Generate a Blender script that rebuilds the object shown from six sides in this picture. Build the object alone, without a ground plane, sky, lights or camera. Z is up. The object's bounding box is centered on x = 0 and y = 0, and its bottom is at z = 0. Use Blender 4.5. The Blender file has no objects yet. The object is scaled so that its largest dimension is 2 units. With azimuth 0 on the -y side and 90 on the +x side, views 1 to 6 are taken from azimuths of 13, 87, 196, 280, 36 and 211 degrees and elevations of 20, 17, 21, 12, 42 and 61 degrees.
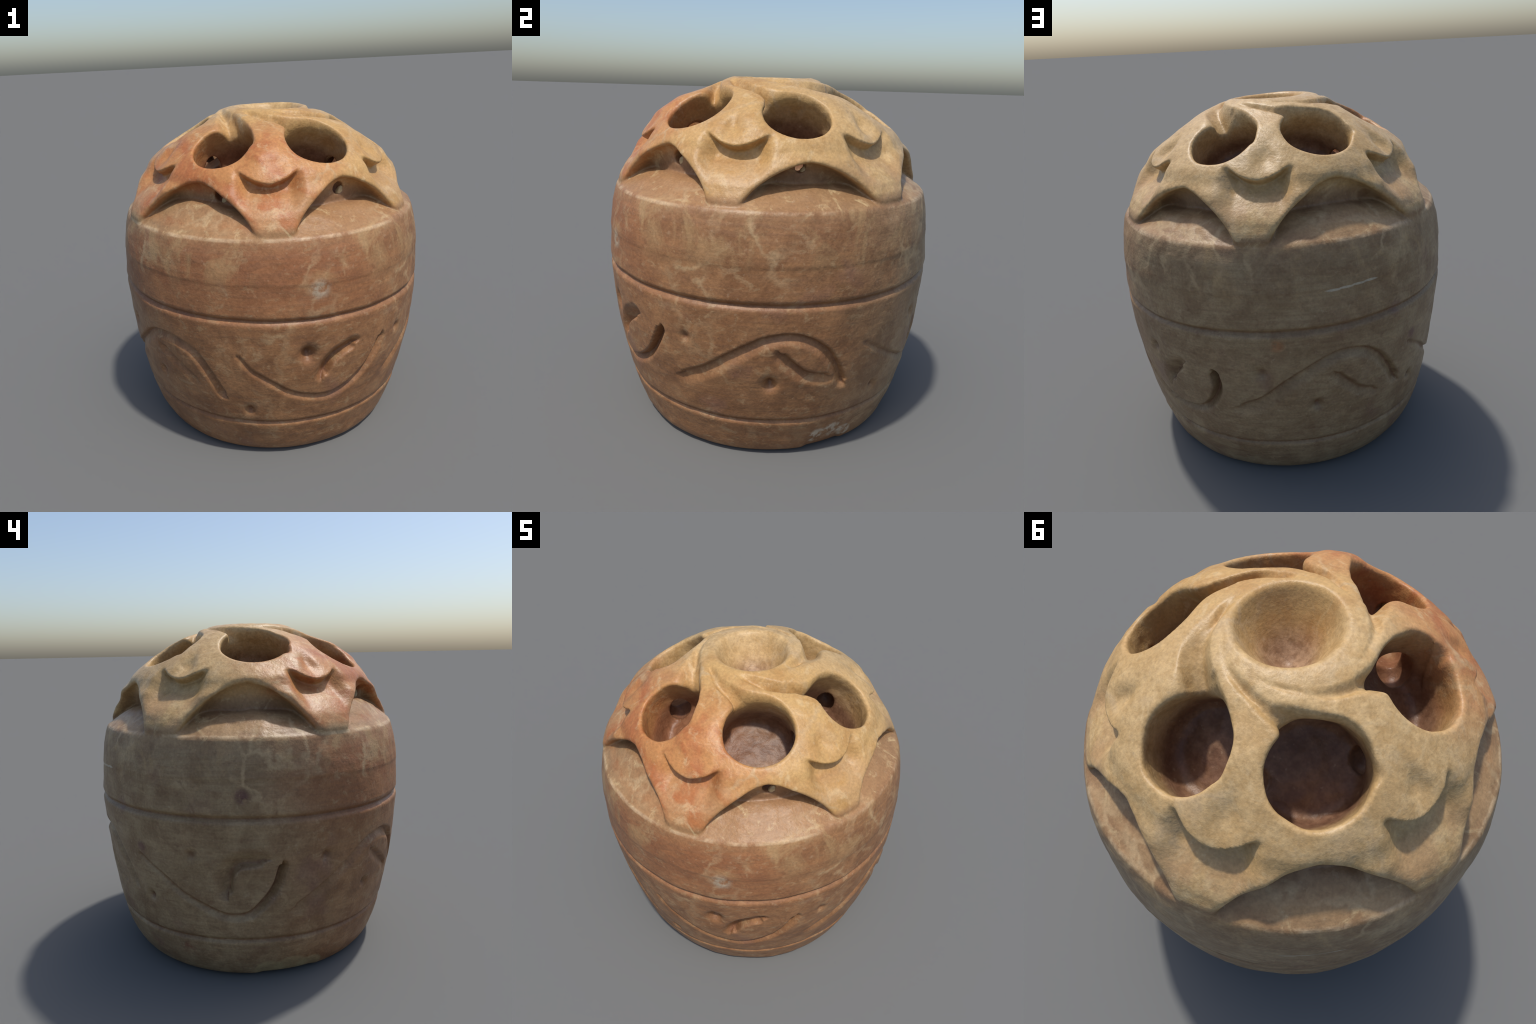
# Carved soapstone barrel with an openwork dome: six slanting bores round a
# central cup, six arches, a six-pointed star of feet, a scroll frieze below.
import bpy, math
import numpy as np

# ------------------------------------------------------------------ helpers
D2R = math.pi / 180.0


def smooth01(x, a, b):
    t = np.clip((x - a) / (b - a), 0.0, 1.0)
    return t * t * (3.0 - 2.0 * t)


def smin(a, b, k):
    h = np.clip(0.5 + 0.5 * (b - a) / k, 0.0, 1.0)
    return b + (a - b) * h - k * h * (1.0 - h)


def smax(a, b, k):
    return -smin(-a, -b, k)


def wrap(d):
    return (d + 180.0) % 360.0 - 180.0


_rng = np.random.default_rng(7)
_LAT = _rng.random((32, 32, 32)).astype(np.float32) * 2.0 - 1.0


def noise3(x, y, z, freq):
    """Value noise, -1..1, on a seeded repeating lattice."""
    out = np.zeros(np.shape(x), np.float32)
    c = []
    for v in (x, y, z):
        v = v * freq + 64.0
        i = np.floor(v).astype(np.int32)
        f = v - i
        c.append((i & 31, (i + 1) & 31, f * f * (3.0 - 2.0 * f)))
    for a in (0, 1):
        wa = c[0][2] if a else 1.0 - c[0][2]
        for b in (0, 1):
            wb = c[1][2] if b else 1.0 - c[1][2]
            for d in (0, 1):
                wd = c[2][2] if d else 1.0 - c[2][2]
                out += wa * wb * wd * _LAT[c[0][a], c[1][b], c[2][d]]
    return out


def catmull(points, n):
    """Smooth curve through control points."""
    p = np.array(points, float)
    p = np.vstack([2 * p[0] - p[1], p, 2 * p[-1] - p[-2]])
    out = []
    for i in range(1, len(p) - 2):
        t = np.linspace(0, 1, n, endpoint=False)[:, None]
        a, b, c, d = p[i - 1], p[i], p[i + 1], p[i + 2]
        out.append(0.5 * (2 * b + (c - a) * t + (2 * a - 5 * b + 4 * c - d) * t ** 2
                          + (3 * b - a - 3 * c + d) * t ** 3))
    out.append(p[-2][None])
    return np.vstack(out)


def bilinear(table, u, v):
    nu, nv = table.shape
    u = np.clip(u, 0, nu - 1.001)
    v = np.clip(v, 0, nv - 1.001)
    i = u.astype(np.int32)
    j = v.astype(np.int32)
    fu = u - i
    fv = v - j
    return ((table[i, j] * (1 - fv) + table[i, j + 1] * fv) * (1 - fu)
            + (table[i + 1, j] * (1 - fv) + table[i + 1, j + 1] * fv) * fu)


# ------------------------------------------------- the two turned profiles
# (radius, height) from the foot of the barrel up its wall, over the rounded
# rim and in along the sloping ledge on which the star stands
BARREL = [(0.0, 0.004), (0.50, 0.003), (0.68, 0.0), (0.745, 0.002), (0.789, 0.030),
          (0.824, 0.10), (0.857, 0.20), (0.883, 0.30), (0.903, 0.40), (0.921, 0.50),
          (0.936, 0.60), (0.946, 0.70), (0.954, 0.80), (0.960, 0.90), (0.964, 1.0),
          (0.959, 1.1), (0.952, 1.2), (0.937, 1.30), (0.925, 1.35), (0.914, 1.386), (0.908, 1.397),
          (0.900, 1.406), (0.885, 1.416), (0.83, 1.456), (0.77, 1.494), (0.70, 1.515), (0.58, 1.525),
          (0.40, 1.525), (0.0, 1.525)]
# the outer skin of the dome
DOME = [(0.0, 1.995), (0.12, 1.997), (0.20, 1.997), (0.26, 1.984), (0.34, 1.953), (0.45, 1.902),
        (0.54, 1.851), (0.615, 1.801), (0.68, 1.751), (0.734, 1.701), (0.768, 1.65),
        (0.808, 1.60), (0.858, 1.50), (0.885, 1.453), (0.897, 1.415), (0.890, 1.36), (0.88, 1.28)]

TAB_H = 0.005
TAB_NR, TAB_NZ = 240, 480          # r 0..1.2, z -0.2..2.2


def profile_table(points, bottom_closed):
    c = catmull(points, 8)
    rr, zz = np.meshgrid(np.arange(TAB_NR) * TAB_H, np.arange(TAB_NZ) * TAB_H - 0.2, indexing="ij")
    best = np.full(rr.shape, 9.0)
    for (x0, y0), (x1, y1) in zip(c[:-1], c[1:]):
        dx, dy = x1 - x0, y1 - y0
        L = dx * dx + dy * dy + 1e-12
        t = np.clip(((rr - x0) * dx + (zz - y0) * dy) / L, 0, 1)
        best = np.minimum(best, np.hypot(rr - x0 - t * dx, zz - y0 - t * dy))
    # inside test by crossing count along +r
    inside = np.zeros(rr.shape, bool)
    poly = list(map(tuple, c))
    if not bottom_closed:
        poly = poly + [(poly[-1][0], -0.5), (0.0, -0.5)]
    poly = poly + [poly[0]]
    for (x0, y0), (x1, y1) in zip(poly[:-1], poly[1:]):
        if y0 == y1:
            continue
        cond = (y0 > zz) != (y1 > zz)
        xc = x0 + (zz - y0) * (x1 - x0) / (y1 - y0)
        inside ^= cond & (rr < xc)
    return np.where(inside, -best, best).astype(np.float32)


BARREL_TAB = profile_table(BARREL, True)
DOME_TAB = profile_table(DOME, False)


def table_lookup(tab, r, z):
    return bilinear(tab, r / TAB_H, (z + 0.2) / TAB_H)


# ------------------------------------------------------- frieze and grooves
# Carved lines are (azimuth deg, height) control points.  Each frieze bay is
# either an arch or a hooked scroll, with a drop and pits beside it.
NA, NZ = 2160, 700                  # azimuth x height relief map, z 0..1.4
ARCHES = [
    # (control points, ramp side sign)
    [(-64, .49), (-53, .61), (-45, .70), (-37, .785), (-29, .81), (-22, .79), (-16, .74), (-11, .62), (-7, .49)],
    [(60, .515), (68, .581), (75, .664), (82, .735), (88, .781), (95, .795), (101, .767), (107, .694), (111, .597), (114, .50)],
    [(-179, .535), (-172, .591), (-166, .675), (-159, .753), (-152, .819), (-146, .838), (-139, .815), (-133, .745), (-128, .64), (-125, .56)],
]
SCROLLS = [
    [(0, .745), (4, .66), (11, .578), (17, .508), (25, .463), (32, .455), (39, .496), (45, .57), (49, .659), (51.5, .735)],
    [(121, .70), (128, .63), (135, .564), (142, .507), (149, .454), (157, .434), (165, .46), (169.5, .53), (172, .618), (171.5, .70)],
    [(-120, .736), (-111, .65), (-104, .565), (-95, .491), (-88, .445), (-81, .454), (-76, .524), (-72, .62), (-70, .725)],
]
DROPS = [
    ([(-31, .70), (-26, .642), (-22, .599), (-18, .55)], .026, .024),
    ([(29.5, .61), (31.5, .67), (35, .715), (39, .745)], .034, .056),
    ([(93, .68), (97, .613), (101, .567), (107, .546)], .030, .032),
    ([(154, .60), (155.5, .65), (159, .70)], .036, .056),
    ([(-148, .70), (-144, .632), (-140, .575), (-135, .54)], .026, .024),
    ([(-87, .60), (-86.5, .68), (-83.5, .74), (-77, .757)], .040, .046),
]
PITS = [(-35, .517, .024, .022), (23, .75, .040, .046), (62, .738, .024, .014), (2, .374, .030, .024),
        (89, .51, .036, .040), (129, .391, .026, .018), (146.5, .757, .028, .020), (-172, .746, .032, .018),
        (-155, .528, .030, .026), (-117, .495, .024, .020), (-99, .788, .030, .013), (-54, .757, .032, .022)]


def relief_map():
    az = np.linspace(-180, 180, NA, endpoint=False)[:, None] + np.zeros((1, NZ))
    z = (np.arange(NZ) * 1.4 / NZ)[None, :] + np.zeros((NA, 1))
    R = 0.93
    h = np.zeros((NA, NZ))

    def line(ctrl, half, depth, ramp, side, taper, spread=(1, 1, 1)):
        """V-cut along a curve; `side` (+1/-1) is where the long ramp lies."""
        c = catmull(ctrl, 8)
        n = len(c)
        lo, hi = c[:, 1].min() - 0.2, c[:, 1].max() + 0.2
        cols = (z[0] > lo) & (z[0] < hi)
        mid = c[:, 0].mean()
        rows = np.abs(wrap(az[:, 0] - mid)) < (np.ptp(c[:, 0]) / 2 + 14)
        ix = np.ix_(rows, cols)
        a = wrap(az[ix] - mid) * D2R * R
        zz = z[ix]
        P = np.stack([(c[:, 0] - mid) * D2R * R, c[:, 1]], 1)
        best = np.full(a.shape, 9.0)
        sgn = np.zeros(a.shape)
        par = np.zeros(a.shape)
        for i in range(n - 1):
            d = P[i + 1] - P[i]
            L = d @ d
            t = np.clip(((a - P[i, 0]) * d[0] + (zz - P[i, 1]) * d[1]) / L, 0, 1)
            ex, ez = a - P[i, 0] - t * d[0], zz - P[i, 1] - t * d[1]
            q = np.hypot(ex, ez)
            m = q < best
            best[m] = q[m]
            sgn[m] = np.sign(d[0] * ez - d[1] * ex)[m]
            par[m] = ((i + t) / (n - 1))[m]
        wall = 1.0 - smooth01(best, 0.0, half)
        slope = 1.0 - smooth01(best / np.interp(par, [0, .5, 1], spread), 0.0, ramp)
        w = np.where(sgn * side > 0, slope, wall)
        # tangential fade beyond the ends keeps the cut round there
        h[ix] -= depth * np.interp(par, [0, .25, .6, 1], taper) * w

    for k, c in enumerate(ARCHES):
        line(c, 0.018, 0.034, 0.070, -1, [.6, .8, .85, .95], (1.25, .9, .9))
    for k, c in enumerate(SCROLLS):
        line(c, 0.018, 0.032, 0.066, -1, [.28, .5, .85, 2.1], (.45, .75, .75))
    for c, half, depth in DROPS:
        line(c, half * .8, depth, half * 2.3, +1 if c[0][1] < c[-1][1] else -1, [.9, 1, 1, .7])
    for a0, z0, rad, depth in PITS:
        q = np.hypot(wrap(az - a0) * D2R * R, (z - z0) * .9) / rad
        h -= 1.3 * depth * np.exp(-q * q * 1.1)
    # turned grooves and the faint step above the frieze
    g1 = 0.972 + 0.024 * np.cos((az + 95) * D2R)
    h -= 0.021 * np.exp(-((z - g1) / 0.016) ** 2)
    g2 = 0.268 + 0.016 * np.cos((az + 60) * D2R)
    h -= 0.018 * np.exp(-((z - g2) / 0.014) ** 2)
    st = 1.168 + 0.03 * np.cos((az + 90) * D2R)
    h -= 0.0025 * (1 - smooth01(z, st - .008, st + .008)) * smooth01(z, g1, g1 + .05)
    # chips broken from the foot
    for a0, wdt, top, depth in ((113, 9, .15, .010), (-65, 13, .12, .008)):
        q = np.abs(wrap(az - a0)) / wdt
        h -= depth * (1 - smooth01(z, top * .35, top * (1.05 - .5 * np.clip(q, 0, 1) ** 2))) * (1 - smooth01(q, .75, 1.1))
    return h.astype(np.float32)


RELIEF = relief_map()
RELIEF = np.vstack([RELIEF, RELIEF[:1]])

# --------------------------------------------------------- the openwork dome
# hole: azimuth, radius of the rim's centre, half width across, half length up the slope
HOLES = [(-14, .565, .170, .165), (42, .562, .180, .170), (100, .583, .172, .168),
         (166, .552, .172, .175), (-141, .522, .180, .172), (-76, .490, .182, .182)]
# lap edge of the strut that closes each hole: (azimuth, radius) from the side of
# the hole, over its head and on round the central ring
LAPS = [
    [(-66, .235), (-50, .250), (-36, .265), (-20, .314), (-7, .372), (-1, .431), (4, .490), (8, .607)],
    [(-12, .235), (-3, .252), (5, .280), (17, .307), (32, .352), (42, .375), (54, .415), (62, .490), (62, .607)],
    [(38, .235), (48, .265), (62, .310), (75, .360), (89, .405), (106, .432), (116, .490), (118, .620)],
    [(100, .240), (124, .288), (148, .314), (161, .345), (171, .375), (181, .440), (185, .514), (187, .607)],
    [(130, .235), (152, .262), (176, .277), (198, .312), (214, .328), (227, .358), (237, .400), (241, .482), (242, .600)],
    [(205, .235), (221, .262), (240, .268), (259, .285), (278, .308), (290, .325), (307, .415), (308, .500), (306, .600)],
]
# arch: azimuth, half width (deg) at the foot, top height
ARCH_OPENINGS = [(-18, 24.5, 1.672), (44, 22.8, 1.664), (101.0, 22.0, 1.616),
                 (159.5, 21.5, 1.637), (-143, 24.0, 1.674), (-80, 23.5, 1.690)]
FEET = [12.5, 74.0, 131.0, 188.0, 249.5, 311.5]
# scoop on each lug: offset in degrees, depth
SCOOP = [(4.5, .012), (-3.0, .030), (2.5, .034), (3.0, .022), (1.0, .030), (-1.0, .026)]
RIB = [.028, .013, .006, .006, .002, .010]
LIP_RISE = [.0, .012, .02, .015, .035, .02]
FOOT_RISE = [.0, -.010, .0, .013, .010, .013]
CUP = (0.035, -0.005)
PINHOLES = [(-9, 1.583, .036), (45, 1.585, .034), (99, 1.575, .026)]
BORE_TILT = 58.0
BORE_DEPTH = [.315, .335, .340, .285, .292, .285]
WINDOWS = [(15, .45, 1.65, .075), (71, .47, 1.63, .06), (131, .46, 1.64, .07), (191, .43, 1.62, .05), (251, .42, 1.64, .06), (-45, .42, 1.66, .075)]
LEAN = (math.sin(255 * D2R), -math.cos(255 * D2R))


def dome_z(r):
    c = np.array(DOME)
    return np.interp(r, c[:, 0], c[:, 1])


PLAN_H, PLAN_W = .005, .70
TIP_AZ = [-30, 20, 72, 155, 200, 256]


def tails():
    """Tapering slots that follow the low side of each lap edge."""
    out = []
    for lap, tip in zip(LAPS, TIP_AZ):
        c = catmull(lap, 8)
        c = c[(c[:, 0] >= tip) & (c[:, 1] <= .425)]
        P = np.stack([c[:, 1] * np.sin(c[:, 0] * D2R), -c[:, 1] * np.cos(c[:, 0] * D2R)], 1)
        T = np.gradient(P, axis=0)
        T /= np.linalg.norm(T, axis=1, keepdims=True)
        nrm = np.stack([T[:, 1], -T[:, 0]], 1)
        nrm *= np.sign((nrm * P).sum(1, keepdims=True))       # away from the middle
        u = np.linspace(0, 1, len(P))
        w = .010 + .050 * u
        d = .045 + .170 * u
        pick = np.linspace(0, len(P) - 1, 7).round().astype(int)
        out.append([(P[i] + nrm[i] * (w[i] + .006), w[i], d[i]) for i in pick])
    return out


def pinwheel_map():
    """Plan of the dome's top: every strut laps over the one before it, so the
    surface sinks toward each lap edge and steps up again along it."""
    n = int(2 * PLAN_W / PLAN_H) + 1
    gx, gy = np.meshgrid(np.arange(n) * PLAN_H - PLAN_W, np.arange(n) * PLAN_H - PLAN_W, indexing="ij")
    r = np.hypot(gx, gy)
    az = np.degrees(np.arctan2(gx, -gy))
    curves = [catmull(lap, 6) for lap in LAPS]
    cz = [np.interp(r, np.maximum.accumulate(c[:, 1]), c[:, 0]) for c in curves]
    depth = (.065 + .145 * smooth01(r, .29, .40)) * smooth01(r, .245, .295) * (1 - smooth01(r, .46, .60))
    out = np.zeros_like(r)
    for k, c in enumerate(curves):
        P = np.stack([c[:, 1] * np.sin(c[:, 0] * D2R), -c[:, 1] * np.cos(c[:, 0] * D2R)], 1)
        best = np.full(r.shape, 9.0)
        for p0, p1 in zip(P[:-1], P[1:]):
            e = p1 - p0
            t = np.clip(((gx - p0[0]) * e[0] + (gy - p0[1]) * e[1]) / (e @ e + 1e-12), 0, 1)
            best = np.minimum(best, np.hypot(gx - p0[0] - t * e[0], gy - p0[1] - t * e[1]))
        short = (cz[k] - az) % 360.0                      # degrees short of the lap edge
        span = (cz[k] - cz[k - 1]) % 360.0
        wall = smooth01(best, 0.0, .042)
        slope = (1 - smooth01(short / span, .02, .62)) ** .95
        out = np.where(short < span, -depth * wall * slope, out)
    gu, gv = np.gradient(out, PLAN_H)
    g = np.hypot(gu, gv)
    for ax in (0, 1):
        for _ in range(3):
            g = np.maximum(g, np.maximum(np.roll(g, 1, ax), np.roll(g, -1, ax)))
    return out.astype(np.float32), (1.0 / np.sqrt(1.0 + (.7 * g) ** 2)).astype(np.float32)


PINWHEEL, PIN_EASE = pinwheel_map()
TAILS = tails()


def dome_relief(r, az, z):
    h = np.zeros_like(r)
    # pinwheel of struts, looked up in plan
    ang = az * D2R
    px, py = r * np.sin(ang), -r * np.cos(ang)
    h += bilinear(PINWHEEL, (px + PLAN_W) / PLAN_H, (py + PLAN_W) / PLAN_H)
    # feet: dished tongue, crescent lip, hollow beneath it
    for k, a0 in enumerate(FEET):
        d = wrap(az - a0)
        q = np.abs(d)
        zl = 1.652 + LIP_RISE[k] + .050 * (q / 11.0) ** 1.7
        side = 1 - smooth01(q, 10.0, 15.0)
        edge = np.interp(z, [1.40, 1.46, 1.52, 1.62, 1.70], [6.0, 8.5, 12.0, 18.0, 21.0])
        inner = (1 - smooth01(q / edge, .50, 1.0)) * (1 - smooth01(q, 7.5, 16.0)) * (1 - smooth01(z, 1.71, 1.77))
        fall = smooth01(z, 1.49, 1.63)
        h += FOOT_RISE[k] * (1 - smooth01(q, 10.0, 24.0)) * (1 - smooth01(z, 1.60, 1.68))
        # the strut rises as a rounded rib between the holes
        h += RIB[k] * (1 - smooth01(q, 3.0, 15.0)) * smooth01(z, 1.69, 1.80) * (1 - smooth01(z, 1.87, 1.93))
        h -= .072 * inner * fall * (1 - smooth01(z, zl - .032, zl + .014))
        h -= SCOOP[k][1] * np.exp(-((d - SCOOP[k][0]) / 4.2) ** 2 - ((z - 1.755) / .055) ** 2)
    return h


def field(x, y, z):
    """Signed distance-like field of the whole carved block (negative inside)."""
    r = np.hypot(x, y)
    az = np.degrees(np.arctan2(x, -y))
    lump = noise3(x, y, z, 5.0) * .006 + noise3(x, y, z, 13.0) * .0028 + noise3(x, y, z, 31.0) * .0012

    # barrel
    rel = bilinear(RELIEF, (az + 180.0) / 360.0 * NA, z / 1.4 * NZ)
    rel = rel * (1 - smooth01(z, 1.25, 1.35))
    ledge = np.clip(z - 1.38, 0, 1)
    swell = .030 * np.exp(-(wrap(az + 20.0) / 16.0) ** 2) * smooth01(z, 1.42, 1.48) * (1 - smooth01(r, .74, .86))
    # the block leans: its foot is set a little to one side
    lean = .016 * (1 - smooth01(z, .10, .75)) * (.3 + .7 * smooth01(z, .02, .16))
    zb = z + .020 * smooth01(z, 1.36, 1.46) * np.clip(np.cos((az - 105.0) * D2R), -.3, 1)
    rl = np.hypot(x - LEAN[0] * lean, y - LEAN[1] * lean)
    fb = table_lookup(BARREL_TAB, rl, zb) - rel - swell
    fb = fb - lump * (.7 + 6.0 * np.minimum(ledge, .15)) * smooth01(z, .0, .06)

    # dome skin
    top = z > 1.30
    f = fb
    if top.any():
        X, Y, Z, R, A = x[top], y[top], z[top], r[top], az[top]
        fd = table_lookup(DOME_TAB, R, Z) - dome_relief(R, A, Z) * .9 - lump[top] * .8
        # keep the field distance-like where the lap edges are steep
        fd = fd * bilinear(PIN_EASE, (X + PLAN_W) / PLAN_H, (Y + PLAN_W) / PLAN_H)
        # arches
        for a0, w, zt in ARCH_OPENINGS:
            u = wrap(A - a0) * D2R * .80
            hw = (w + .6) * D2R * .80
            e = (np.abs(u) / hw) ** 1.55 + (np.clip(Z - 1.40, 0, 9) / (zt - .012 - 1.40)) ** 1.55
            g = (e ** (1 / 1.55) - 1.0) * .20
            ca = np.cos(wrap(A - a0) * D2R)
            back = .705 + .02 * (1 - ca) - R
            carve = smax(g, back, .06)
            carve = np.where(np.abs(wrap(A - a0)) < 50, carve, 1.0)
            fd = smax(fd, -carve, .026)
        ft = smin(fb[top], fd, .012)
        # drilled bores: tilted toward the middle, a little undercut, square-bottomed
        void = np.full(ft.shape, 1.0)
        for (a0, rc, wx, wy), deep_end in zip(HOLES, BORE_DEPTH):
            ax = np.array([math.sin(a0 * D2R), -math.cos(a0 * D2R)])
            el = BORE_TILT * D2R
            px = X * ax[0] + Y * ax[1] - rc
            py = -X * ax[1] + Y * ax[0]
            pz = Z - dome_z(rc)
            t = -(px * math.cos(el) + pz * math.sin(el))       # depth along the bore
            v = px * math.sin(el) - pz * math.cos(el)          # outward and down, across it
            wide = 1.0 + .14 * smooth01(t, .02, .16)
            q = np.sqrt((py / wx) ** 2 + (v / wy) ** 2)
            side = (q - wide) * min(wx, wy) - lump[top] * 1.2
            hole = smax(side, t - deep_end - lump[top] * 2.0, .06)
            void = np.minimum(void, hole)
        # the pointed upper end of every hole, tucked under the lapping strut
        ring = (R < .52) & (Z > 1.6)
        xr, yr, zr = X[ring], Y[ring], Z[ring]
        cutr = np.full(xr.shape, 1.0)
        skin = dome_z(R[ring])
        for spine in TAILS:
            for (p0, w0, d0), (p1, w1, d1) in zip(spine[:-1], spine[1:]):
                e = p1 - p0
                t = np.clip(((xr - p0[0]) * e[0] + (yr - p0[1]) * e[1]) / (e @ e), 0, 1)
                d = np.hypot(xr - p0[0] - t * e[0], yr - p0[1] - t * e[1]) - (w0 + (w1 - w0) * t)
                d = smax(d, skin - (d0 + (d1 - d0) * t) - zr, .03)
                cutr = smin(cutr, d, .015)
        void[ring] = smin(void[ring], cutr, .055)
        ft = smax(ft, -void, .022)
        # windows worn through between neighbouring bores
        for a0, rr, zz, rad in WINDOWS:
            d = np.sqrt((X - rr * math.sin(a0 * D2R)) ** 2 + (Y + rr * math.cos(a0 * D2R)) ** 2 + ((Z - zz) * .8) ** 2) - rad
            ft = smax(ft, -d, .015)
        # pin holes broken through from the arches
        for a0, zz, rad in PINHOLES:
            ca, sa = math.cos(a0 * D2R), math.sin(a0 * D2R)
            along = np.clip(X * sa - Y * ca, .58, .74)
            d = np.sqrt((X - along * sa) ** 2 + (Y + along * ca) ** 2 + (Z - zz) ** 2) - rad
            ft = smax(ft, -d, .01)
        # central cup
        cr = np.hypot(X - CUP[0], Y - CUP[1])
        cup = (1.757 + .245 * (cr / .205) ** 1.7 - Z) * .55
        ft = smax(ft, -cup, .026)
        f = fb.copy()
        f[top] = ft
    return f


# ------------------------------------------------------------- surface nets
H = 0.008
LO = np.array([-1.0, -1.0, -0.03])
N = (252, 252, 256)
STEP = 4


def build_surface():
    nb = [n // STEP for n in N]
    ci = np.stack(np.meshgrid(*[np.arange(b) for b in nb], indexing="ij"), -1).reshape(-1, 3)
    cc = LO + (ci * STEP + (STEP - 1) / 2.0) * H
    fc = field(*[cc[:, i].astype(np.float32) for i in range(3)])
    near = np.abs(fc) < STEP * H * 1.9
    F = np.repeat(np.repeat(np.repeat(fc.reshape(nb), STEP, 0), STEP, 1), STEP, 2).astype(np.float32)
    off = np.stack(np.meshgrid(*[np.arange(STEP)] * 3, indexing="ij"), -1).reshape(-1, 3)
    blocks = ci[near] * STEP
    for s in range(0, len(blocks), 8000):
        idx = (blocks[s:s + 8000, None, :] + off[None]).reshape(-1, 3)
        p = (LO + idx * H).astype(np.float32)
        F[idx[:, 0], idx[:, 1], idx[:, 2]] = field(p[:, 0], p[:, 1], p[:, 2])
    S = F < 0
    # keep only cells with a sign change
    cnt = np.zeros([n - 1 for n in N], np.uint8)
    sl = lambda a, n: slice(a, n - 1 + a)
    for a in (0, 1):
        for b in (0, 1):
            for c in (0, 1):
                cnt += S[sl(a, N[0]), sl(b, N[1]), sl(c, N[2])]
    cells = np.argwhere((cnt > 0) & (cnt < 8))
    vid = np.full(cnt.shape, -1, np.int32)
    vid[cells[:, 0], cells[:, 1], cells[:, 2]] = np.arange(len(cells))
    acc = np.zeros((len(cells), 3))
    num = np.zeros(len(cells))
    corner = [(a, b, c) for a in (0, 1) for b in (0, 1) for c in (0, 1)]
    for i, p in enumerate(corner):
        for q in corner[i + 1:]:
            if sum(abs(u - v) for u, v in zip(p, q)) != 1:
                continue
            pa, qa = cells + p, cells + q
            f0 = F[pa[:, 0], pa[:, 1], pa[:, 2]]
            f1 = F[qa[:, 0], qa[:, 1], qa[:, 2]]
            m = (f0 < 0) != (f1 < 0)
            t = np.where(m, f0 / np.where(m, f0 - f1, 1), 0)
            acc += (np.array(p) + t[:, None] * (np.array(q) - np.array(p))) * m[:, None]
            num += m
    V = LO + (cells + acc / num[:, None]) * H
    faces = []
    for ax in range(3):
        u, w = (ax + 1) % 3, (ax + 2) % 3
        a = [slice(None)] * 3
        b = [slice(None)] * 3
        a[ax], b[ax] = slice(0, -1), slice(1, None)
        flip = S[tuple(a)] != S[tuple(b)]
        e = np.argwhere(flip)
        e = e[(e[:, u] > 0) & (e[:, w] > 0) & (e[:, u] < N[u] - 1) & (e[:, w] < N[w] - 1)]
        ins = S[e[:, 0], e[:, 1], e[:, 2]]
        quad = []
        for du, dw in ((-1, -1), (0, -1), (0, 0), (-1, 0)):
            c = e.copy()
            c[:, u] += du
            c[:, w] += dw
            quad.append(vid[c[:, 0], c[:, 1], c[:, 2]])
        q = np.stack(quad, 1)
        q[~ins] = q[~ins][:, ::-1]
        faces.append(q)
    Q = np.vstack(faces)
    Q = Q[(Q >= 0).all(1)]
    # pull every vertex onto the true surface
    for it in range(2):
        p = V.astype(np.float32)
        e = 0.003
        f0 = field(p[:, 0], p[:, 1], p[:, 2])
        g = np.stack([field(*[p[:, j] + (e if j == i else 0) for j in range(3)])
                      - field(*[p[:, j] - (e if j == i else 0) for j in range(3)]) for i in range(3)], 1) / (2 * e)
        gg = np.maximum((g * g).sum(1), .12)
        step = -(f0 / gg)[:, None] * g
        L = np.linalg.norm(step, axis=1, keepdims=True)
        V = V + step * np.minimum(1.0, .5 * H / np.maximum(L, 1e-9))
    return V, Q


V, Q = build_surface()
V[:, 2] -= V[:, 2].min()
V *= np.array([1, 1, 2.0 / V[:, 2].max()])

# drop any stray specks: keep the piece that touches the rim of the barrel
lab = np.arange(len(V))
for _ in range(400):
    m = lab[Q].min(1)
    new = lab.copy()
    for j in range(4):
        np.minimum.at(new, Q[:, j], m)
    new = new[new]
    if (new == lab).all():
        break
    lab = new
main = np.bincount(lab).argmax()
Q = Q[lab[Q[:, 0]] == main]


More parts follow.
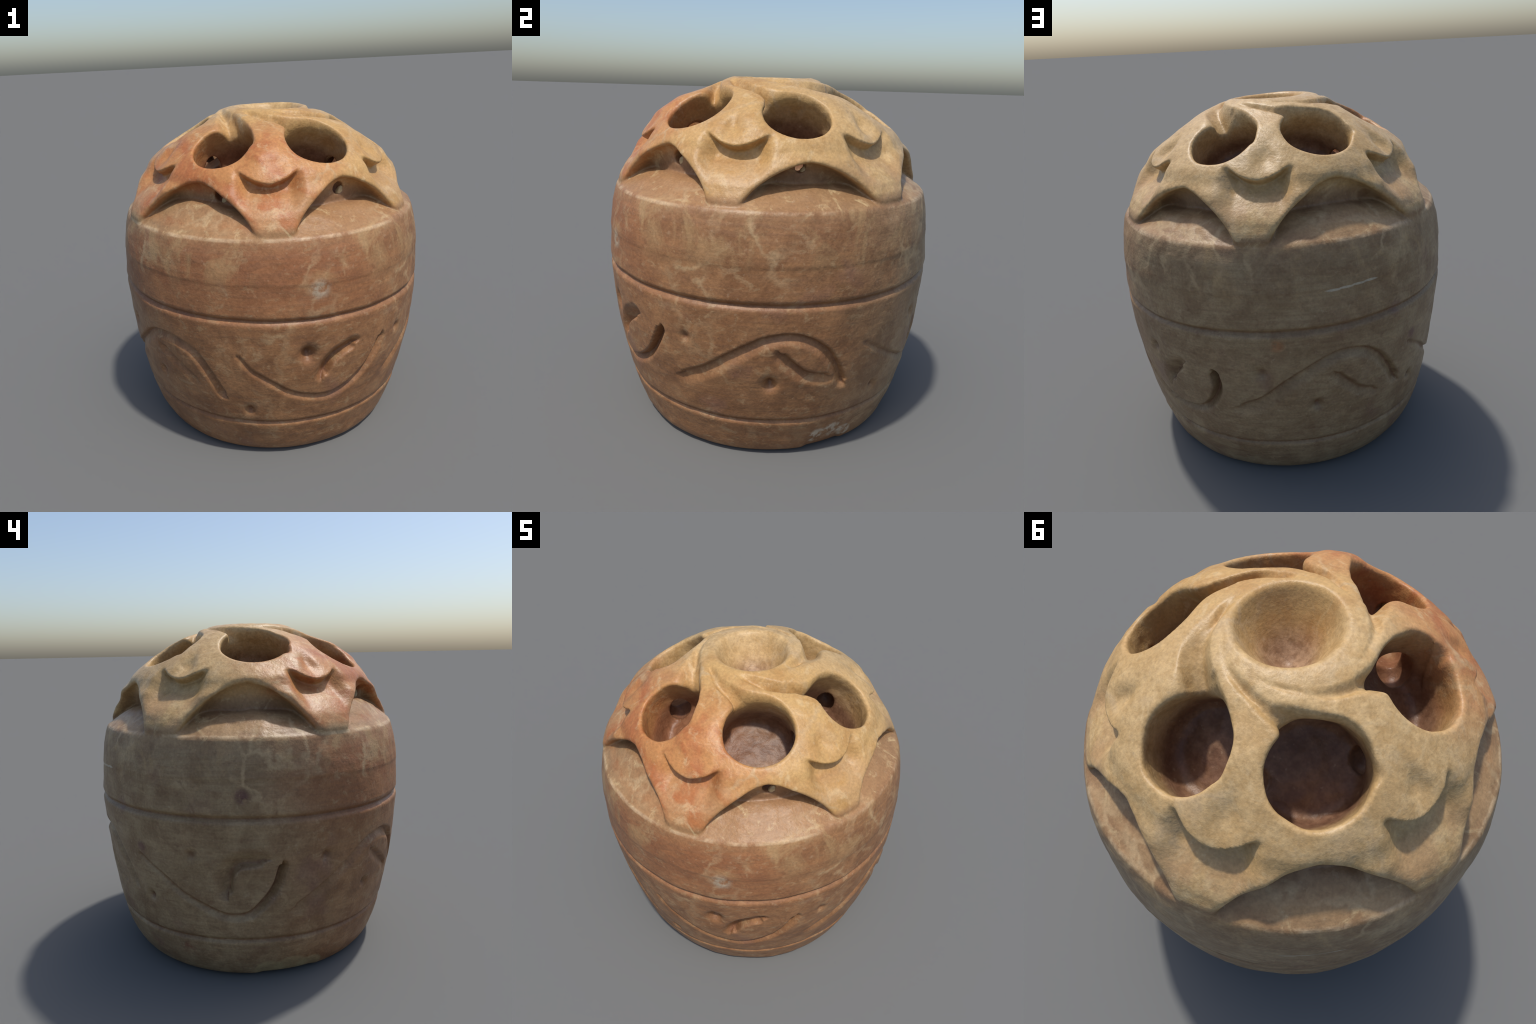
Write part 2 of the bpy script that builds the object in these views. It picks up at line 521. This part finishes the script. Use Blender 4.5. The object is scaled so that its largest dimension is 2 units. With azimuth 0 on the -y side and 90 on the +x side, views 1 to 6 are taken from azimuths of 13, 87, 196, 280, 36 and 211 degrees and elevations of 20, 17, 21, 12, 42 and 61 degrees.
# ---------------------------------------------------------------- materials
class Nodes:
    """Small helper that strings shader nodes together."""

    def __init__(self, tree):
        self.t = tree

    def node(self, kind, **props):
        n = self.t.nodes.new(kind)
        for k, v in props.items():
            setattr(n, k, v)
        return n

    def put(self, sock, v):
        if isinstance(v, bpy.types.NodeSocket):
            self.t.links.new(v, sock)
        elif isinstance(v, tuple) and len(v) == 3 and sock.type == "RGBA":
            sock.default_value = (*v, 1)
        else:
            sock.default_value = v

    def math(self, op, a, b=0.0, clamp=False):
        n = self.node("ShaderNodeMath", operation=op, use_clamp=clamp)
        self.put(n.inputs[0], a)
        self.put(n.inputs[1], b)
        return n.outputs[0]

    def step(self, v, lo, hi):
        n = self.node("ShaderNodeMapRange", interpolation_type="SMOOTHSTEP")
        self.put(n.inputs[0], v)
        self.put(n.inputs[1], lo)
        self.put(n.inputs[2], hi)
        return n.outputs[0]

    def mix(self, fac, a, b, mode="MIX"):
        n = self.node("ShaderNodeMix", data_type="RGBA", blend_type=mode)
        self.put(n.inputs[0], fac)
        self.put(n.inputs[6], a)
        self.put(n.inputs[7], b)
        return n.outputs[2]

    def noise(self, vec, scale, detail=4.0, rough=.55, dist=0.0):
        n = self.node("ShaderNodeTexNoise")
        self.put(n.inputs["Vector"], vec)
        n.inputs["Scale"].default_value = scale
        n.inputs["Detail"].default_value = detail
        n.inputs["Roughness"].default_value = rough
        n.inputs["Distortion"].default_value = dist
        return n.outputs[0]

    def stretch(self, vec, sx, sy, sz, off=(0, 0, 0)):
        n = self.node("ShaderNodeMapping")
        self.put(n.inputs[0], vec)
        n.inputs[1].default_value = off
        n.inputs[3].default_value = (sx, sy, sz)
        return n.outputs[0]

    def near(self, vec, point, radius, soft):
        n = self.node("ShaderNodeVectorMath", operation="DISTANCE")
        self.put(n.inputs[0], vec)
        n.inputs[1].default_value = point
        return self.math("SUBTRACT", 1.0, self.step(n.outputs[1], radius * (1 - soft), radius))


def on_wall(az, z):
    r = float(np.interp(z, [p[1] for p in BARREL[3:20]], [p[0] for p in BARREL[3:20]]))
    return (r * math.sin(az * D2R), -r * math.cos(az * D2R), z)


def stone_material():
    m = bpy.data.materials.new("veined_stone")
    m.use_nodes = True
    k = Nodes(m.node_tree)
    bs = m.node_tree.nodes["Principled BSDF"]
    pos = k.node("ShaderNodeTexCoord").outputs["Object"]
    sep = k.node("ShaderNodeSeparateXYZ")
    k.put(sep.inputs[0], pos)
    x, y, z = sep.outputs
    r = k.math("SQRT", k.math("ADD", k.math("MULTIPLY", x, x), k.math("MULTIPLY", y, y)))

    # soft warp shared by all masks
    cloud = k.noise(pos, 2.3, 5.0, .6, .4)
    fine = k.noise(pos, 22.0, 5.0, .65)
    grit = k.noise(pos, 70.0, 3.0, .6)
    blot = k.noise(pos, 6.5, 6.0, .62, .6)
    wob = k.math("MULTIPLY", k.math("SUBTRACT", cloud, .5), .5)

    def facing(az, lo, hi, warp=1.6):
        """1 on the side of the block that looks to this azimuth."""
        d = k.math("ADD", k.math("MULTIPLY", x, math.sin(az * D2R)), k.math("MULTIPLY", y, -math.cos(az * D2R)))
        d = k.math("DIVIDE", d, k.math("MAXIMUM", r, .12))
        return k.step(k.math("ADD", d, k.math("MULTIPLY", wob, warp)), lo, hi)

    # --- barrel: red-brown in front, olive-grey behind
    red_brown = k.mix(k.step(blot, .34, .66), (.220, .102, .044), (.315, .158, .070))
    olive = k.mix(k.step(blot, .34, .66), (.235, .150, .078), (.325, .228, .125))
    col = k.mix(facing(212, -.30, .45), red_brown, olive)
    rust = k.math("MULTIPLY", facing(-6, .30, .85), k.step(z, .75, 1.20))
    col = k.mix(k.math("MULTIPLY", rust, .75), col, k.mix(blot, (.240, .088, .042), (.350, .152, .062)))
    # turned band: faint horizontal streaks
    streak = k.noise(k.stretch(pos, 2.0, 2.0, 34.0), 1.6, 4.0, .6)
    col = k.mix(k.math("MULTIPLY", k.step(streak, .42, .62), .28), col, (.190, .100, .055))
    # dabs of cream and of dark iron in the barrel wall
    dab = k.noise(k.stretch(pos, 1.0, 1.0, 1.5, (7, 3, 1)), 11.0, 6.0, .68, .7)
    col = k.mix(k.math("MULTIPLY", k.step(dab, .54, .66), .45), col, (.390, .262, .140))
    col = k.mix(k.math("MULTIPLY", k.math("SUBTRACT", 1.0, k.step(dab, .34, .45)), .35), col, (.160, .078, .042))
    # plum stains
    plum = k.step(k.math("ADD", k.noise(k.stretch(pos, 1, 1, .8, (3, 1, 7)), 3.1, 4.0, .5), 0.0), .60, .72)
    col = k.mix(k.math("MULTIPLY", plum, .45), col, (.200, .100, .075))

    # --- dome: cream to honey, with an orange flush on one side
    cream = k.mix(k.step(fine, .30, .66), (.412, .262, .110), (.530, .360, .172))
    cream = k.mix(k.step(blot, .45, .72), cream, (.450, .286, .122))
    honey = k.mix(k.step(blot, .35, .65), (.395, .212, .068), (.490, .302, .115))
    dome = k.mix(k.math("MULTIPLY", facing(40, -.15, .75), .8), cream, honey)
    flush = k.math("MULTIPLY", facing(-12, .15, 1.0), k.step(r, .25, .62))
    dome = k.mix(flush, dome, k.mix(k.step(blot, .38, .62), (.360, .122, .042), (.450, .205, .072)))

    # --- ledge: pinkish with pale flecks
    ledge = k.mix(k.step(blot, .36, .66), (.255, .146, .070), (.355, .222, .110))
    ledge = k.mix(k.math("MULTIPLY", facing(40, .0, .9), .7), ledge, (.315, .162, .070))
    fleck = k.step(k.noise(k.stretch(pos, 1, 1, 1, (5, 5, 5)), 9.0, 6.0, .7, .8), .54, .68)
    ledge = k.mix(k.math("MULTIPLY", fleck, .75), ledge, (.480, .345, .180))

    # the faces of the star's feet take some of the ledge's pink, and pale flecks
    foot = k.math("MULTIPLY", k.math("SUBTRACT", 1.0, k.step(z, 1.55, 1.66)), k.step(blot, .36, .58))
    dome = k.mix(k.math("MULTIPLY", foot, .45), dome, (.375, .215, .110))
    dome = k.mix(k.math("MULTIPLY", fleck, .40), dome, (.580, .430, .240))  # whitish highlights of the dome painted into its colour as flecks

    # heights, wavered by the cloud, at which one gives way to the other
    zw = k.math("ADD", z, k.math("MULTIPLY", wob, .10))
    col = k.mix(k.step(zw, 1.30, 1.415), col, k.mix(.55, col, ledge))
    col = k.mix(k.step(k.math("ADD", z, k.math("MULTIPLY", wob, .02)), 1.392, 1.412), col, ledge)
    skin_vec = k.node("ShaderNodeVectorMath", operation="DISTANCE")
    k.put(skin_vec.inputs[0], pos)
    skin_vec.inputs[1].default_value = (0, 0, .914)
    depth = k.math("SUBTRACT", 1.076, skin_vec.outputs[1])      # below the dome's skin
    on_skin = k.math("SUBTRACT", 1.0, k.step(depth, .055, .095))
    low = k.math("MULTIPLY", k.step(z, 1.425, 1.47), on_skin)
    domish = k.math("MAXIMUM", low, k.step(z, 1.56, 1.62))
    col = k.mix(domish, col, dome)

    # darker red-brown inside the bores, the cup and behind the arches
    recess_tone = k.math("MULTIPLY", k.step(k.math("ADD", depth, k.math("MULTIPLY", wob, .10)), .07, .20), k.step(z, 1.47, 1.54))
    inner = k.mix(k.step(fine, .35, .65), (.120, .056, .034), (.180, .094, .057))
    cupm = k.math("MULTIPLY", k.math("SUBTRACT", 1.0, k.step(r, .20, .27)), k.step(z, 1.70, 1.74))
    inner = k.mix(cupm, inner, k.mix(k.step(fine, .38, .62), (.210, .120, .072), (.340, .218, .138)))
    col = k.mix(k.math("MULTIPLY", recess_tone, .9), col, inner)
    ember = k.math("MULTIPLY", k.math("MULTIPLY", recess_tone, facing(-14, .55, .98, .5)), .25)
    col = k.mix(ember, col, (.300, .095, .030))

    # pale wandering veins, mostly on the shoulder
    vor = k.node("ShaderNodeTexVoronoi", feature="DISTANCE_TO_EDGE")
    warp = k.node("ShaderNodeVectorMath", operation="MULTIPLY_ADD")
    nz = k.node("ShaderNodeTexNoise")
    k.put(nz.inputs["Vector"], pos)
    nz.inputs["Scale"].default_value = 5.0
    nz.inputs["Detail"].default_value = 5.0
    k.put(warp.inputs[0], nz.outputs[1])
    warp.inputs[1].default_value = (.30, .30, .30)
    k.put(warp.inputs[2], pos)
    k.put(vor.inputs["Vector"], k.stretch(warp.outputs[0], 1.0, 1.0, .75))
    vor.inputs["Scale"].default_value = 4.2
    vein = k.math("SUBTRACT", 1.0, k.step(k.math("SUBTRACT", vor.outputs[0], k.math("MULTIPLY", k.math("SUBTRACT", fine, .5), .10)), .0, .10))
    vein = k.math("MULTIPLY", vein, k.step(k.noise(k.stretch(pos, 1, 1, 1, (9, 2, 4)), 2.6, 3.0), .46, .68))
    vein = k.math("MULTIPLY", vein, k.math("MULTIPLY", k.math("SUBTRACT", 1.0, recess_tone), k.math("ADD", .35, k.math("MULTIPLY", k.step(z, .85, 1.2), .65))))
    col = k.mix(k.math("MULTIPLY", vein, .72), col, (.470, .330, .180))
    speck = k.step(k.noise(pos, 34.0, 2.0, .5), .66, .74)
    col = k.mix(k.math("MULTIPLY", speck, .16), col, (.520, .400, .260))

    # creamy clouds bleeding down from the rim over the shoulder
    bleed = k.math("MULTIPLY", k.step(k.noise(k.stretch(pos, 1, 1, .7, (2, 8, 3)), 4.2, 6.0, .66, .9), .50, .66), k.step(z, 1.02, 1.34))
    bleed = k.math("MULTIPLY", bleed, k.math("SUBTRACT", 1.0, k.step(z, 1.40, 1.43)))
    col = k.mix(k.math("MULTIPLY", bleed, .55), col, (.420, .275, .130))

    # pale line along the rim
    rim_z = k.math("ADD", 1.400, k.math("MULTIPLY", k.math("MULTIPLY", x, -1.0), .012))
    rim = k.math("ABSOLUTE", k.math("SUBTRACT", z, rim_z))
    rim = k.math("SUBTRACT", 1.0, k.step(rim, .003, .013))
    rim = k.math("MULTIPLY", rim, k.step(r, .885, .897))
    rim = k.math("MULTIPLY", rim, k.step(blot, .42, .66))
    col = k.mix(k.math("MULTIPLY", rim, .55), col, (.600, .450, .280))

    # single marks: plum spots, a grey fleck, a scratch, the chipped foot
    for az, zz, rad, c, f in ((-82, 1.118, .055, (.110, .045, .045), .8), (-119, .784, .05, (.150, .070, .060), .7),
                              (-104, .211, .06, (.210, .085, .050), .7), (-128, 1.0, .07, (.170, .085, .075), .5),
                              (193, .91, .05, (.360, .150, .060), .6), (27, 1.13, .075, (.400, .340, .250), .7)):
        mk = k.math("MULTIPLY", k.near(pos, on_wall(az, zz), rad, .75), k.step(fine, .36, .54))
        col = k.mix(k.math("MULTIPLY", mk, f), col, c)
    for az, zz, rad in ((109, .105, .07), (115, .125, .07), (121, .09, .06)):
        mk = k.math("MULTIPLY", k.near(pos, on_wall(az, zz), rad, .35), k.step(fine, .42, .58))
        col = k.mix(k.math("MULTIPLY", mk, .7), col, (.520, .440, .330))
    for az, zz, rad in ((-73, .05, .10), (-64, .06, .11), (-56, .05, .09)):
        col = k.mix(k.math("MULTIPLY", k.near(pos, on_wall(az, zz), rad, .25), .45), col, (.420, .330, .170))
    sp = k.stretch(pos, 1.0, 1.0, 6.0)
    for az in (-150, -146, -142, -138):
        p = on_wall(az, 1.185 + (az + 144) * .0012)
        mk = k.near(sp, (p[0], p[1], p[2] * 6.0), .05, .5)
        col = k.mix(k.math("MULTIPLY", mk, .6), col, (.560, .500, .390))

    # dark red-brown along the cut lines
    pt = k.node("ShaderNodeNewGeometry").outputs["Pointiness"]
    cut_tone = k.math("SUBTRACT", 1.0, k.step(pt, .440, .494))
    cut_tone = k.math("MULTIPLY", cut_tone, k.math("SUBTRACT", 1.0, k.step(z, 1.38, 1.42)))
    col = k.mix(k.math("MULTIPLY", cut_tone, .75), col, (.150, .062, .030))

    for az, zz, rad, dep in PITS:
        mk = k.near(pos, on_wall(az, zz), rad * 1.15, .8)
        col = k.mix(k.math("MULTIPLY", mk, .55), col, (.120, .050, .026))
    for ctrl, half, dep in DROPS:
        for az, zz in ctrl[1:-1]:
            mk = k.near(pos, on_wall(az, zz), half * 1.3, .8)
            col = k.mix(k.math("MULTIPLY", mk, .45), col, (.130, .055, .028))

    # fine grain in the colour
    g = k.node("ShaderNodeMapRange")
    k.put(g.inputs[0], grit)
    g.inputs[1].default_value, g.inputs[2].default_value = .3, .7
    g.inputs[3].default_value, g.inputs[4].default_value = .86, 1.13
    comb = k.node("ShaderNodeCombineColor")
    for i in range(3):
        k.put(comb.inputs[i], g.outputs[0])
    col = k.mix(1.0, col, comb.outputs[0], "MULTIPLY")

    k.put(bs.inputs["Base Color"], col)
    rg = k.node("ShaderNodeMapRange")
    k.put(rg.inputs[0], blot)
    rg.inputs[3].default_value, rg.inputs[4].default_value = .50, .36
    k.put(bs.inputs["Roughness"], rg.outputs[0])
    bs.inputs["Specular IOR Level"].default_value = .30
    bump = k.node("ShaderNodeBump")
    bump.inputs["Strength"].default_value = .35
    bump.inputs["Distance"].default_value = .012
    hgt = k.math("ADD", k.math("MULTIPLY", fine, .8), k.math("MULTIPLY", grit, .30))
    hgt = k.math("ADD", hgt, k.math("MULTIPLY", streak, .25))
    k.put(bump.inputs["Height"], hgt)
    k.put(bs.inputs["Normal"], bump.outputs[0])
    return m


STONE = stone_material()

# -------------------------------------------------------- split into parts
C = V[Q].mean(1)
cr = np.hypot(C[:, 0], C[:, 1])
caz = np.degrees(np.arctan2(C[:, 0], -C[:, 1]))
part = np.full(len(Q), 0)
names = {0: "base", 1: "carved_wall", 2: "shoulder", 3: "ledge", 4: "openwork_dome", 5: "central_cup"}
g1 = 0.972 + 0.024 * np.cos((caz + 95) * D2R)
g2 = 0.268 + 0.016 * np.cos((caz + 60) * D2R)
part[C[:, 2] > g2] = 1
part[C[:, 2] > g1] = 2
tab_b = np.abs(table_lookup(BARREL_TAB, cr, C[:, 2]))
tab_d = table_lookup(DOME_TAB, cr, C[:, 2])
part[(C[:, 2] > 1.395) & (cr < .905)] = 3
ondome = (C[:, 2] > 1.40) & (cr < .905) & (tab_b > .02)
part[ondome] = 4
part[(C[:, 2] > 1.6) & (np.hypot(C[:, 0] - CUP[0], C[:, 1] - CUP[1]) < .20) & (tab_d < -.012)] = 5
nid = 6
for k, a0 in enumerate(FEET):
    sel = (part == 4) & (np.abs(wrap(caz - a0)) < 17) & (C[:, 2] < 1.63) & (tab_d > -.10) & (cr > .68)
    part[sel] = nid
    names[nid] = "star_foot"
    nid += 1
for k, (a0, rc, wx, wy) in enumerate(HOLES):
    sel = (part == 4) & (np.abs(wrap(caz - a0)) < 30) & (tab_d < -.05) & (C[:, 2] > 1.45) & (cr < .66)
    part[sel] = nid
    names[nid] = "bore"
    nid += 1

whole = bpy.data.meshes.new("whole")
whole.from_pydata(V.tolist(), [], Q.tolist())
whole.update()
vn = np.zeros(len(V) * 3)
whole.vertex_normals.foreach_get("vector", vn)
vn = vn.reshape(-1, 3)
bpy.data.meshes.remove(whole)

root = bpy.data.objects.new("carved_stone_vessel", None)
bpy.context.scene.collection.objects.link(root)
root["label"] = "barrel shaped carved stone vessel with pierced openwork dome"
root["category"] = "stone carving"
for pid, name in names.items():
    q = Q[part == pid]
    if not len(q):
        continue
    used, inv = np.unique(q.ravel(), return_inverse=True)
    me = bpy.data.meshes.new(name)
    me.from_pydata(V[used].tolist(), [], inv.reshape(-1, 4).tolist())
    me.update()
    me.polygons.foreach_set("use_smooth", np.ones(len(q), bool))
    me.normals_split_custom_set_from_vertices(vn[used].tolist())
    me.materials.append(STONE)
    ob = bpy.data.objects.new(name, me)
    bpy.context.scene.collection.objects.link(ob)
    ob.parent = root

# pale stubs of stone left standing in the pin holes
bpy.context.view_layer.update()
pale = bpy.data.materials.new("pale_stone")
pale.use_nodes = True
pk = Nodes(pale.node_tree)
pb = pale.node_tree.nodes["Principled BSDF"]
pp = pk.node("ShaderNodeTexCoord").outputs["Object"]
pk.put(pb.inputs["Base Color"], pk.mix(pk.step(pk.noise(pp, 30.0), .35, .65), (.36, .26, .13), (.50, .38, .21)))
pb.inputs["Roughness"].default_value = .5
import bmesh
for a0, zz, rad in PINHOLES:
    bm = bmesh.new()
    bmesh.ops.create_icosphere(bm, subdivisions=3, radius=1.0)
    for v in bm.verts:
        n = float(noise3(np.array([v.co.x + a0]), np.array([v.co.y]), np.array([v.co.z]), 1.7)[0])
        v.co = v.co * (1.0 + .22 * n)
        v.co.x *= rad * .55
        v.co.y *= rad * .45
        v.co.z *= rad * .95
    me = bpy.data.meshes.new("stub")
    bm.to_mesh(me)
    bm.free()
    me.polygons.foreach_set("use_smooth", np.ones(len(me.polygons), bool))
    me.materials.append(pale)
    ob = bpy.data.objects.new("stub", me)
    ob.location = (.690 * math.sin((a0 + 1.5) * D2R), -.690 * math.cos((a0 + 1.5) * D2R), zz - rad * .75)
    ob.rotation_euler = (.25, .3, a0 * D2R)
    bpy.context.scene.collection.objects.link(ob)
    ob.parent = root
